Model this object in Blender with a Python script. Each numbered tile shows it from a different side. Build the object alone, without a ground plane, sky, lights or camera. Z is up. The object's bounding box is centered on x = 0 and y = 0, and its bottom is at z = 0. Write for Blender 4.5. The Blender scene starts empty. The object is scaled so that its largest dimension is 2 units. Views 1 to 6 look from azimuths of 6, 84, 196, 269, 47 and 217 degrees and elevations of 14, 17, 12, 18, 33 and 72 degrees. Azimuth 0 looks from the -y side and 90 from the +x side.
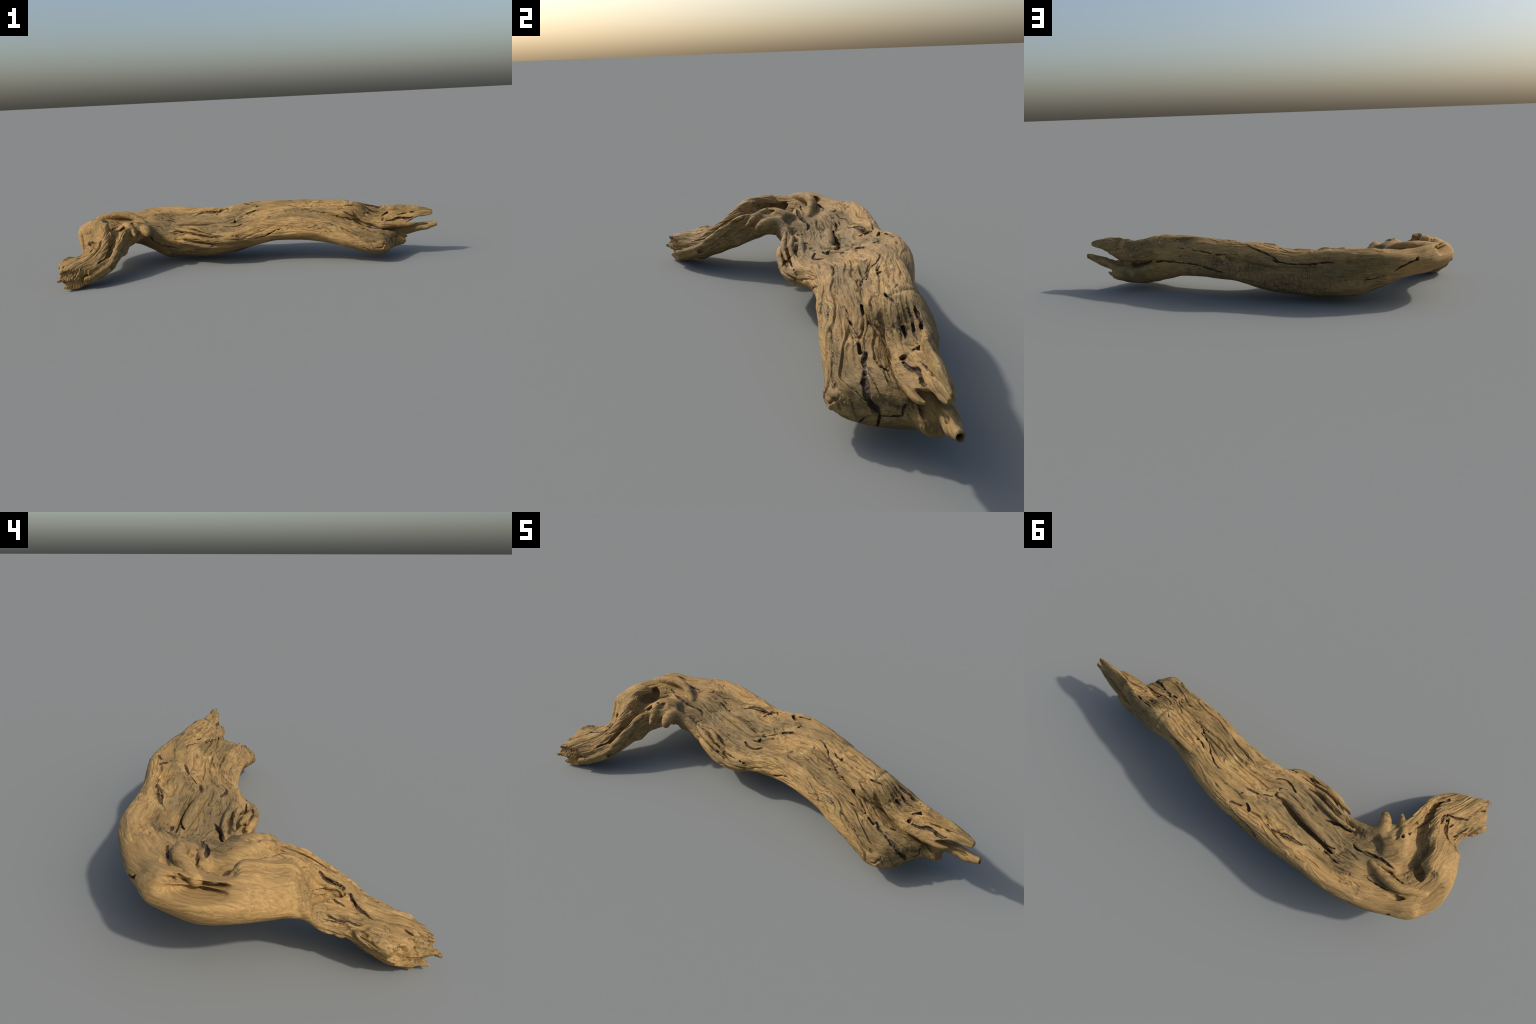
"""A weathered driftwood log: a trunk that bends round into a short root branch,
with loose strands, broken stubs and a splintered far end.

The wood is described in "grain space": s runs along the grain (straight trunk,
quarter-turn bend, branch), w runs across it and z is up.  Cross-sections set the
body, swept strands are melted onto it, checks and slots are cut from it, and
noise stretched along the grain roughens it.  The field is then meshed once and
the mesh is separated into its anatomical parts."""
import bpy, math
import numpy as np

VOXEL = 0.0021
QX, QY, RHO = -0.48, -0.02, 0.30          # pivot of the bend, nominal radius
LBEND = math.pi / 2 * RHO

# ------------------------------------------------------------------ noise
def hash3(i, j, k, seed):
    h = (i.astype(np.int64) * 374761393 + j.astype(np.int64) * 668265263
         + k.astype(np.int64) * 2147483647 + seed * 974634777) & 0xFFFFFFFF
    h = ((h ^ (h >> 13)) * 1274126177) & 0xFFFFFFFF
    h = ((h ^ (h >> 16)) * 2246822519) & 0xFFFFFFFF
    return h ^ (h >> 15)

def noise(a, b, c, seed=0):
    """Smooth gradient noise, about -1..1."""
    i, j, k = np.floor(a), np.floor(b), np.floor(c)
    fa, fb, fc = a - i, b - j, c - k
    ua, ub, uc = (f * f * f * (f * (f * 6 - 15) + 10) for f in (fa, fb, fc))
    out = 0.0
    for di in (0, 1):
        for dj in (0, 1):
            for dk in (0, 1):
                h = hash3(i + di, j + dj, k + dk, seed)
                gx = (h & 1023) / 511.5 - 1
                gy = ((h >> 10) & 1023) / 511.5 - 1
                gz = ((h >> 20) & 1023) / 511.5 - 1
                g = gx * (fa - di) + gy * (fb - dj) + gz * (fc - dk)
                wgt = (ua if di else 1 - ua) * (ub if dj else 1 - ub) * (uc if dk else 1 - uc)
                out = out + g * wgt
    return out * 1.3

def smoothstep(lo, hi, x):
    t = np.clip((x - lo) / (hi - lo), 0, 1)
    return t * t * (3 - 2 * t)

def smin(a, b, k):
    h = np.maximum(k - np.abs(a - b), 0) / k
    return np.minimum(a, b) - h * h * k * 0.25

def smax(a, b, k):
    return -smin(-a, -b, k)

# ------------------------------------------------------------ grain space
def unbend(x, y):
    dx, dy = x - QX, y - QY
    bend = (dx < 0) & (dy > 0)
    branch = (dx < 0) & (dy <= 0)
    s = np.where(bend, -np.arctan2(-dx, dy) * RHO, np.where(branch, -LBEND + dy, dx))
    w = np.where(bend, np.hypot(dx, dy), np.where(branch, -dx, dy))
    return s, w

# --------------------------------------------------------- cross-sections
NANG = 120
ANG = np.linspace(-math.pi, math.pi, NANG, endpoint=False)

class Sweep:
    """A body swept along the grain through closed (w, z) cross-sections."""
    def __init__(self):
        self.s, self.c, self.r = [], [], []

    def section(self, s, *pts):
        p = np.array(pts, float) / 100.0              # typed in centimetres
        n = len(p)
        c = (p.min(0) + p.max(0)) / 2 * 0.5 + p.mean(0) * 0.5
        dense = []
        for i in range(n):
            p0, p1, p2, p3 = (p[(i + q) % n] for q in (-1, 0, 1, 2))
            # centripetal-ish spline: tangents scaled to the span
            l1 = np.linalg.norm(p2 - p1)
            la, lb = np.linalg.norm(p1 - p0), np.linalg.norm(p3 - p2)
            m1 = (p2 - p0) / (la + l1) * l1
            m2 = (p3 - p1) / (lb + l1) * l1
            for t in np.linspace(0, 1, 14, endpoint=False):
                t2, t3 = t * t, t * t * t
                dense.append(p1 * (2*t3 - 3*t2 + 1) + m1 * (t3 - 2*t2 + t) + p2 * (3*t2 - 2*t3) + m2 * (t3 - t2))
        self.s.append(s); self.c.append(c); self.r.append(np.array(dense))

    def done(self):
        o = np.argsort(self.s)
        self.s = np.array(self.s)[o]; self.c = np.array(self.c)[o]; outline = [self.r[i] for i in o]
        for _ in range(2):                            # let the centres run smoothly
            mid = self.c.copy()
            mid[1:-1] = .25 * self.c[:-2] + .5 * self.c[1:-1] + .25 * self.c[2:]
            self.c = mid
        rows = []
        for p, c in zip(outline, self.c):
            d = p - c
            a, r = np.arctan2(d[:, 1], d[:, 0]), np.hypot(d[:, 0], d[:, 1])
            k = np.argsort(a)
            rows.append(np.interp(ANG, a[k], r[k], period=2 * math.pi))
        self.r = np.array(rows)
        # resample finely along s with a clipped cubic, then table lookup
        S = self.s
        self.fine = np.arange(S[0], S[-1] + 1e-6, 0.004)
        self.C = self._cubic(self.c)
        self.R = self._cubic(self.r)

    def _cubic(self, V):
        S, F = self.s, self.fine
        i = np.clip(np.searchsorted(S, F, side="right") - 1, 0, len(S) - 2)
        h = (S[i + 1] - S[i])[:, None]
        t = ((F - S[i]) / (S[i + 1] - S[i]))[:, None]
        slope = np.diff(V, axis=0) / np.diff(S)[:, None]
        m = np.zeros_like(V)
        m[0], m[-1] = slope[0], slope[-1]
        a, b = slope[:-1], slope[1:]
        same = a * b > 0
        m[1:-1] = np.where(same, 2 * a * b / np.where(same, a + b, 1), 0)
        t2, t3 = t * t, t * t * t
        return (V[i] * (2*t3 - 3*t2 + 1) + m[i] * h * (t3 - 2*t2 + t)
                + V[i + 1] * (3*t2 - 2*t3) + m[i + 1] * h * (t3 - t2))

    def field(self, s, w, z):
        """Signed distance (approx.), polar angle and local centre."""
        q = np.clip((s - self.fine[0]) / 0.004, 0, len(self.fine) - 1.001)
        i = q.astype(int); f = q - i
        cw = self.C[i, 0] * (1 - f) + self.C[i + 1, 0] * f
        cz = self.C[i, 1] * (1 - f) + self.C[i + 1, 1] * f
        dw, dz = w - cw, z - cz
        a, r = np.arctan2(dz, dw), np.hypot(dw, dz)
        p = (a + math.pi) / (2 * math.pi) * NANG
        j = np.floor(p).astype(int); g = p - j
        j0, j1 = j % NANG, (j + 1) % NANG
        Ra = self.R[i, j0] * (1 - f) + self.R[i + 1, j0] * f
        Rb = self.R[i, j1] * (1 - f) + self.R[i + 1, j1] * f
        R = Ra * (1 - g) + Rb * g
        dR = (Rb - Ra) * NANG / (2 * math.pi)
        d = (r - R) / np.sqrt(1 + np.clip(dR / np.maximum(R, 0.01), -1.6, 1.6) ** 2)
        return d, a, dw, dz

trunk = Sweep()
T = trunk.section
# the root branch, foot first (front edge, over the top, outer edge, underside)
T(-0.87, (33,4.5), (34,8), (38,10.5), (42,10.8), (46,9.3), (48.6,7.3), (48,4.5), (45,2), (41,.8), (36,2))
T(-0.83, (30,4.5), (31,8), (36,11.2), (41,11.6), (45.5,10.3), (49,7.8), (48.6,4.8), (45,2), (40,.8), (34,2.2))
T(-0.79, (27.2,5.2), (28.5,8.6), (33,11.3), (38.2,12.7), (43,12.1), (47.5,10.6), (49.6,7.8), (49,5), (44.5,2.3), (41,.6), (37,.7), (32,2.8))
T(-0.75, (23.2,6.7), (24.5,10), (29,11.8), (33,12.3), (38,12.8), (43,12.4), (47.5,11.4), (50,9.6), (48.8,6), (43.5,2.4), (38,1.2), (30,3.2))
T(-0.71, (21.5,8), (22.2,11.3), (27,13.3), (31,13.8), (36,14), (41,13.4), (46,12.9), (49,11.8), (49,9.6), (45.5,6.4), (40,3.4), (34.8,1.8), (29.5,2.6), (24,5.8))
T(-0.67, (20.7,10.5), (20.9,13.8), (25,15), (29,17), (33,15.7), (38,14.1), (43,13.2), (46.8,12.9), (47,11), (43.5,8.6), (38.5,6.2), (33,4), (28.6,4.4), (24,6.8))
T(-0.63, (20.1,12.5), (20.3,16.5), (25,18), (29.8,19.6), (33.5,17.4), (38,15), (42,13), (44.2,12.2), (43,10.6), (38,7.4), (32,5.2), (26.5,6), (21.8,9.6))
T(-0.59, (19.8,13.5), (20,19), (25,19.5), (29.5,22), (32.5,20.2), (36,17.2), (40,14.2), (42.6,12.8), (41.5,11), (37,8.2), (31.4,6.2), (27,7.3), (22.8,9.7))
T(-0.55, (19.4,12), (19.3,18), (20.8,21.8), (25,20.5), (29,24.3), (32,25), (35,23.2), (38.5,20.4), (42,17.6), (43.4,15), (39.5,12.6), (31,8.2), (26,8.6), (22,10.4))
T(-0.51, (19,14.5), (18.2,19.5), (20,23.8), (25,20.8), (29,23), (32,26.8), (37,26.8), (43,25.4), (46.2,22), (46,17.5), (40.5,14), (32.5,10.6), (26,10.4), (22,11.8))
T(-0.47, (14.5,17), (15.5,21), (18,24.5), (21.5,25.8), (25,23.2), (28.3,21.3), (31.5,26.4), (35,27.8), (40,26.8), (46,24.6), (48.3,22), (48,18.6), (42.5,14.8), (34,11.4), (27,11.4), (21,13.4))
T(-0.41, (13,18), (15,22), (19,25.2), (23,25.7), (26,24.3), (29,21.5), (33,21.5), (35.8,27.6), (39,28.4), (44,27.3), (49.3,25), (52,22), (50.8,18.3), (45.5,15), (38,12), (30,12.5), (20,15))
T(-0.35, (12.5,18), (15,22), (19,25.3), (24,25.5), (29,24), (34,21.3), (39,21.3), (43.5,24), (47.7,27.1), (51,27.3), (54,25), (54.6,21.5), (52.5,17.8), (46,13.6), (37,10.5), (28,12), (20,15.5))
T(-0.29, (11.5,18), (14,22), (18,24.3), (22,24.8), (28,23), (34,22), (38,23), (42,24.8), (45.7,27.4), (49.3,28), (52,26.6), (54.2,23.3), (53.8,20), (47.5,15.6), (37,11), (27,13), (17,15.5))
T(-0.23, (10.5,16.5), (13,19.5), (18,21), (24,22), (30,23.3), (35.5,23.8), (40.5,25.6), (44.7,27), (48,25.7), (50.3,22.8), (49.3,19.5), (44.6,14), (38,11.2), (30,10.3), (22,11), (14.5,13))
# the bend runs out into the trunk: raised outer rim, hollow floor
T(-0.17, (10.5,15.5), (12,19.5), (18,20.5), (25,22), (31,23), (36.5,25.6), (41,27.2), (45,26.6), (47.8,24.5), (47.3,20), (44.2,13.6), (39.5,9.4), (33,7.4), (24,7.4), (15,11))
T(-0.11, (9.8,15), (11,17.8), (15,18.6), (20,20), (25,21.6), (29,22.6), (33,24.8), (37,27.2), (41,28.2), (44.3,27.8), (46,25), (45.3,20), (43.3,13.3), (39.6,8), (34,5.3), (27,3.9), (20,4.8), (14.5,9))
T(-0.05, (9.5,13.5), (10.6,15.8), (14,17), (18,18.4), (23,19.8), (28,21), (33,23.3), (37,26.5), (40.7,28.3), (43.6,27.7), (45,25), (44,17), (42.4,9), (39,5), (32,2.7), (25.5,1.7), (18.5,3.2), (12.5,9))
T(0.0, (9.3,13.3), (10.2,15), (14,16.8), (18,17.9), (24,19), (29,20.2), (33,22.8), (37,26.4), (40.5,28.2), (43.3,27.5), (44.4,24.5), (43.4,16), (42,8), (38.7,4.4), (32,2.3), (26,1.6), (18.5,3.5), (12.5,9))
T(0.06, (8,13.5), (9,16.5), (12,17.3), (17,17.8), (22,18.6), (26,20.5), (29,21.2), (33,23), (37,26.2), (40.3,28), (43,27.1), (44.3,24), (43.4,15), (41.6,7.5), (38.3,3.9), (31,1.6), (20,2.8), (14,6), (10,11))
T(0.12, (6,15), (7.2,17.2), (9.5,18.3), (12,18.5), (17,18.2), (22,19), (26,21.5), (29,22.2), (33,23.5), (37,26.4), (40,27.7), (42.9,26.5), (44.3,23.3), (43.4,14), (41.4,7), (38,3.7), (30,1.2), (20,2.6), (13,6), (9,10.5))
T(0.18, (5.8,14.5), (6.5,17.5), (9,18.3), (13,18.8), (18,18.9), (22,19.6), (26,21.8), (31,23), (36,26), (40,27.1), (43,25.4), (44.3,22), (43.5,14), (41.5,7), (38,3.9), (30,1.4), (20,2.6), (12.5,7.8), (8.3,11.5))
T(0.26, (5,13), (6,16), (9,17.5), (13,19.3), (18,20.3), (22,21.2), (27,22), (31.5,23.4), (36,26.2), (39,27.2), (42.5,25.1), (44.5,21), (43.7,13.5), (41.6,7.6), (38,4.4), (30,2), (18,4), (10,8.8))
T(0.34, (4,13.2), (5,15.8), (8,17), (11,18.8), (15,20.8), (20,22), (26,22.8), (30,25.2), (33.5,27.4), (37,28.6), (39.7,28.4), (42.3,25.5), (44.1,20.8), (43.6,14.5), (41.8,8.6), (38.5,5.3), (31,3.1), (20,4.5), (11,8.6), (6.5,11.3))
T(0.42, (8.6,13.8), (9.2,17.2), (11,20), (15,21), (19,22), (24,23.4), (27,24.8), (31,27), (34,28.8), (38,30), (41,29.6), (43.2,25.8), (43.8,20.5), (43.3,14.5), (41.5,9.6), (37.5,6.4), (31,5), (20,6.9), (13.5,10.3))
T(0.5, (10.1,15), (10.5,19), (12,22.4), (14.5,22.4), (17,22), (21,23.2), (26,25.6), (31,27.7), (34,28.3), (38,30.1), (41,29.7), (43.3,26.5), (43,20), (42.2,14), (40,10.2), (36.5,8.2), (31,7.4), (20,9), (13.8,11.3))
T(0.58, (10.3,15), (10.4,18.5), (11.6,22.2), (14,23.7), (18,24.6), (23,26), (28,27.6), (32,29.4), (36,30.6), (39,30.3), (42.3,27), (42.3,21), (41.5,15), (39,11), (35,9.4), (30,8.9), (22,10.2), (14.5,12))
T(0.66, (9.5,15.7), (9.7,19), (10.9,22.4), (13.5,24.4), (18,25.7), (23,27), (28,28.4), (33,30.4), (36.5,30.5), (39.5,28.4), (40.6,24.5), (40.3,18), (39.6,13.6), (36.5,10.6), (30,9.4), (20,10.7), (13,12.7))
T(0.74, (7.7,17), (8.1,20), (9.6,23.2), (12.5,24.8), (17,25.9), (21,26.8), (26,28.5), (31,30.7), (34.5,30.8), (37.2,28.5), (37.9,25), (37.5,18), (36.8,13.3), (33.5,10.6), (27,9.3), (18,10.8), (11,13.3))
T(0.82, (6.6,16.5), (7,19.5), (8.8,22.4), (12,24.2), (16,25.3), (20,27), (25,29), (29,31), (32,30.9), (34.4,28), (35.2,24.5), (34.9,18), (34,12.8), (31,10), (24,8.9), (14,10.8), (9.3,13.3))
T(0.90, (5.4,14), (6,18), (8,21.2), (12,22.9), (15.5,23.8), (17.3,25.6), (20,27.8), (24,29.9), (28,30.8), (31,30.2), (33,26.5), (32.8,20), (32,12.8), (29.5,9.3), (22,7.9), (13,9.6), (8,11.5))
T(0.96, (5,11.7), (5.7,16), (8,19.3), (12,20.9), (15.5,21.8), (16.5,22.8), (17.5,26), (20.3,28.3), (24,30.2), (28,30.8), (31,28.4), (32.8,25.5), (32.4,20), (31,12), (28,7.6), (22,6.2), (14,7.3), (8,8.7))
# beyond here the upper flange is a body of its own; this is the lower slab
T(0.992, (4.6,10.8), (5.4,14.8), (8,18), (13,20.2), (16,20.9), (17.3,22), (18.2,25.6), (20.7,28), (24,29.8), (28,30.4), (31.2,28.1), (32.9,25), (32.4,18), (30.6,10.5), (27.2,6.8), (21.7,5.5), (14,6.6), (8,8))
T(1.025, (4.3,9.6), (5.2,14), (8,17), (13,19.2), (17,19.8), (21,19.6), (25,19.5), (30,19), (32.2,15.5), (30.4,9.2), (26.6,5.7), (20.6,4.6), (13.5,5.6), (8,7.1))
T(1.04, (4.2,9), (5.1,13.6), (8,16.5), (13,18.7), (17,19.2), (21,18.5), (26,17), (31.5,16.5), (32.4,13.5), (30.3,8.3), (26.3,5), (20,4), (13,5), (8,6.5))
T(1.08, (3.4,8), (4.1,11.6), (8,14.8), (13,17), (17,17.5), (21,16.3), (26,14.8), (31,14.5), (32,11.8), (29.7,7.3), (25.3,4.2), (19,3.2), (12,4.2), (7,5.8))
T(1.12, (1.9,7.6), (3.2,10.6), (8,13.7), (13,15.7), (17,16), (21,14.8), (26,13.4), (30.7,13), (31.4,10.3), (29.2,6.8), (24.7,3.4), (18.5,2.2), (11.5,3.3), (6.5,5.2))
T(1.16, (2.2,8.3), (4,11.6), (8,13.9), (13,15.3), (17,15.3), (21,14), (26,12.8), (30.4,12.3), (31.2,9.8), (29.2,6.3), (24.3,3.2), (18.5,2.2), (12,3), (6.5,5))
T(1.20, (6.5,7.5), (7.8,10.8), (11,13.3), (15,14.9), (18.5,14.8), (22,13.6), (26,12.6), (30,12), (30.9,9), (28.9,5.8), (24,3.1), (19,2.6), (13.5,3.6), (9,5.5))
T(1.222, (12,8.7), (13,11), (15,13.5), (18.5,14.1), (22,13), (26,12.3), (29.8,11.8), (30.6,9), (28.5,5.6), (24,3.4), (20,3.8), (16,5.7))
T(1.24, (16,9.6), (16.8,12), (18.5,13.4), (22,12.6), (26,12), (29.5,11.4), (30.3,8.8), (28.2,5.6), (24.5,4.2), (21,5), (18,7.2))
T(1.27, (20,8.5), (21,10.5), (24,11.5), (27,11.6), (29.3,10.8), (29.8,8.5), (27.8,5.7), (24.8,5), (22,6))
T(1.30, (21,8), (22,9.5), (24,10.2), (26,10.5), (27.6,10.2), (28,8.7), (27,6.8), (24.5,5.8), (22.3,6.4))
trunk.done()

# the upper flange and its horn, sections along x (w = y + 2 cm)
flange = Sweep()
F = flange.section
F(0.90, (22.5,22.5), (22.5,24), (24,24.8), (26.5,24.8), (28,23.8), (27.5,22), (25,21.5))
F(0.96, (19.5,23), (20,25.6), (22,27), (24.5,28.2), (27.5,28.6), (29.6,27), (31,24.6), (30,20.5), (25,19.5))
F(1.0, (17.8,22.3), (18.3,25.8), (20.8,27.9), (24,29.7), (28,30.2), (31.2,27.9), (33,24.8), (32.3,19.3), (25,18))
F(1.04, (19.2,21.6), (19.8,25.3), (21.5,27.6), (24,29.3), (27.5,29.7), (31,27), (33,23.5), (32,18.3), (26,17.3), (21.5,18.7))
F(1.08, (19.3,19.4), (20.3,22.8), (21.5,25), (23.5,26.3), (27,28.9), (30.6,26), (32.5,21.8), (31.5,17.2), (26,15.8), (21,17))
F(1.12, (18.8,17.6), (19.8,20.3), (21.3,22.6), (23.5,23.6), (26.3,28), (29.3,26.2), (31.1,21), (30.4,16.8), (25.5,15.2), (20.5,15.9))
F(1.16, (18,16.7), (18.9,19.6), (20.7,21.3), (23,22.5), (25.2,27.2), (28,26), (30,19.8), (29.5,16.3), (25,15), (20.3,15.3))
F(1.20, (17.6,16.6), (18.6,19.3), (20.4,21), (22.6,22.8), (24.2,27.9), (27,25.6), (29,19.2), (28.3,16), (24.5,15), (20.2,15.4))
F(1.26, (17.6,16.8), (18.3,19.1), (20,20.4), (21.7,22.8), (22.9,28.1), (25,25.7), (27.5,19.6), (26.7,17), (24,16), (20,15.8))
F(1.30, (18.8,19), (20.2,21), (21.2,23), (22.3,28.1), (24.3,25.8), (26.4,20.6), (25.6,18.6), (22.5,17.8))
F(1.335, (19.6,20.6), (20.8,23), (22.1,27.8), (24,26.5), (25.7,22), (24.8,20.2), (22.3,19.6))
F(1.37, (20,22.2), (21,24.5), (21.8,27.1), (23.4,26.4), (25,23), (24,21.7), (21.8,21.5))
F(1.41, (20.3,22.3), (21,24.5), (21.6,26.3), (22.9,25.6), (23.8,23.2), (22.8,22.2), (21.4,22))
F(1.445, (20.5,23), (20.9,24.2), (21.3,25.1), (22,24.7), (22.4,23.6), (21.9,22.9), (21.2,22.7))
flange.done()

# ------------------------------------------------------------ swept strands
def spline(pts, per=6):
    p = np.array(pts, float)
    if len(p) < 3:
        t = np.linspace(0, 1, per + 1)[:, None]
        return p[0] * (1 - t) + p[-1] * t
    out = []
    for i in range(len(p) - 1):
        p0, p1, p2, p3 = p[max(i - 1, 0)], p[i], p[i + 1], p[min(i + 2, len(p) - 1)]
        for t in np.linspace(0, 1, per, endpoint=False):
            out.append(0.5 * (2*p1 + (p2 - p0)*t + (2*p0 - 5*p1 + 4*p2 - p3)*t*t + (3*p1 - p0 - 3*p2 + p3)*t**3))
    out.append(p[-1])
    return np.array(out)

class Strand:
    """Tapered rod along a spline of (x, y, z, radius); optionally flattened
    by `flat` across the unit direction `axis`."""
    def __init__(self, pts, axis=None, flat=1.0, per=6):
        self.p = spline(pts, per)
        self.axis = None if axis is None else np.array(axis, float) / np.linalg.norm(axis)
        self.flat = flat

    def __call__(self, X):
        d = np.full(len(X), 1e3)
        for a, b in zip(self.p[:-1], self.p[1:]):
            ab = b[:3] - a[:3]
            L2 = ab @ ab + 1e-12
            q = X - a[:3]
            t = np.clip(q @ ab / L2, 0, 1)
            v = q - t[:, None] * ab
            if self.axis is not None:
                h = v @ self.axis
                dist = np.sqrt(np.maximum((v * v).sum(1) - h * h, 0) + (h / self.flat) ** 2)
            else:
                dist = np.sqrt((v * v).sum(1))
            d = np.minimum(d, dist - (a[3] + (b[3] - a[3]) * t))
        if self.axis is not None and self.flat < 1:
            d = np.where(d > 0, d, d * self.flat)
        return d

    def box(self, margin):
        r = self.p[:, 3].max() * max(1.0, self.flat) + margin
        return self.p[:, :3].min(0) - r, self.p[:, :3].max(0) + r

# part name, blend width, strand
ADD = [
 # ridges of the root branch
 ("branch", .008, Strand([(-.80,-.02,.252,.020), (-.795,-.06,.252,.020), (-.782,-.124,.216,.017), (-.770,-.166,.186,.016), (-.766,-.22,.147,.016), (-.782,-.27,.110,.016), (-.832,-.337,.078,.016), (-.885,-.393,.064,.013), (-.936,-.427,.058,.006)])),
 ("branch", .008, Strand([(-.918,-.02,.232,.020), (-.926,-.056,.224,.018), (-.922,-.08,.188,.014), (-.908,-.107,.150,.012), (-.902,-.138,.121,.012), (-.909,-.172,.115,.012), (-.927,-.208,.119,.012), (-.952,-.246,.119,.012), (-.973,-.285,.096,.011)])),
 ("branch", .006, Strand([(-.672,-.03,.232,.014), (-.688,-.102,.220,.016), (-.696,-.164,.182,.015), (-.701,-.228,.138,.015), (-.726,-.289,.090,.014), (-.771,-.345,.066,.013), (-.812,-.374,.050,.010)])),
 # broken tooth under the foot
 ("branch", .012, Strand([(-.885,-.31,.030,.022), (-.905,-.345,.018,.014), (-.913,-.362,.011,.006)])),
 # rounded knob and the pointed finger beside it
 ("knob", .022, Strand([(-.46,.085,.155,.020), (-.52,.085,.180,.024), (-.57,.075,.196,.028), (-.598,.045,.214,.028), (-.592,.005,.214,.027), (-.574,-.022,.206,.019)])),
 ("stub", .012, Strand([(-.72,.06,.232,.024), (-.69,.015,.240,.022), (-.662,-.025,.232,.018), (-.645,-.052,.219,.013), (-.633,-.071,.205,.007)])),
 # the squared stick lying in the bend
 ("stick", .008, Strand([(-.65,.200,.222,.015), (-.70,.220,.248,.019), (-.75,.229,.266,.021), (-.80,.226,.271,.021), (-.856,.202,.268,.020), (-.905,.176,.258,.018)])),
 # hooked flap on the trunk floor
 ("flap", .004, Strand([(-.492,.250,.196,.014), (-.43,.238,.208,.018), (-.37,.226,.213,.020), (-.31,.216,.215,.020), (-.245,.203,.215,.020), (-.20,.190,.211,.019), (-.165,.188,.216,.017), (-.137,.202,.227,.012)])),
 # low strand on the far side of the trench
 ("flap", .006, Strand([(-.30,.278,.206,.007), (-.25,.276,.212,.011), (-.205,.268,.221,.013), (-.165,.257,.231,.013), (-.125,.262,.238,.009)])),
 # short log lying beside the stick
 ("stick", .010, Strand([(-.63,.165,.196,.018), (-.69,.168,.212,.024), (-.748,.166,.219,.020)])),
 ("flap", .003, Strand([(-.26,.168,.200,.010), (-.21,.158,.203,.012), (-.165,.160,.206,.013), (-.128,.178,.215,.013), (-.102,.199,.222,.012), (-.084,.217,.226,.009)])),
 # loose strands along the front of the trunk
 ("strand", .004, Strand([(-.455,.090,.196,.008), (-.39,.086,.203,.010), (-.335,.077,.210,.011), (-.287,.064,.187,.011), (-.234,.064,.170,.011), (-.17,.066,.161,.011), (-.11,.069,.166,.012), (-.08,.084,.176,.013), (-.04,.103,.194,.014), (0,.107,.212,.014), (.07,.101,.215,.012), (.12,.098,.210,.008)])),
 ("strand", .004, Strand([(-.440,.069,.210,.010), (-.388,.055,.203,.012), (-.329,.043,.190,.012), (-.267,.041,.172,.011), (-.222,.043,.161,.007)])),
 ("strand", .004, Strand([(-.425,.050,.180,.006), (-.375,.046,.186,.008), (-.32,.036,.176,.007)])),
 ("strand", .005, Strand([(-.40,.046,.160,.008), (-.375,.038,.168,.012), (-.33,.028,.163,.015), (-.244,.022,.149,.016), (-.16,.025,.143,.015), (-.118,.036,.136,.012), (-.099,.047,.134,.009)])),
 ("strand", .005, Strand([(-.42,.060,.135,.006), (-.36,.045,.132,.010), (-.28,.034,.118,.012), (-.20,.036,.112,.010), (-.13,.050,.110,.006)])),
 ("strand", .006, Strand([(-.50,.115,.185,.008), (-.42,.120,.190,.012), (-.34,.112,.193,.013), (-.27,.103,.190,.012), (-.20,.100,.184,.008)])),
 # tooth at the end of the flange
 ("horn", .010, Strand([(.70,.165,.182,.012), (.76,.160,.179,.014), (.81,.163,.178,.014), (.85,.166,.180,.012), (.873,.173,.183,.006)], axis=(0,.6,.8), flat=.75)),
 # hollow lower splinter
 ("splinter", .012, Strand([(.72,.245,.120,.032), (.80,.240,.132,.030), (.87,.230,.146,.026), (.93,.214,.157,.021), (.965,.206,.166,.017), (.986,.204,.171,.014)], axis=(0,1,0), flat=.85)),
 # torn plank below it
 ("splinter", .006, Strand([(.72,.25,.085,.024), (.78,.245,.080,.022), (.812,.234,.072,.018)], axis=(0,1,.25), flat=.45)),
 ("splinter", .006, Strand([(.76,.275,.085,.016), (.81,.265,.088,.012), (.835,.257,.094,.006)], axis=(0,1,0), flat=.6)),
]
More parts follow.
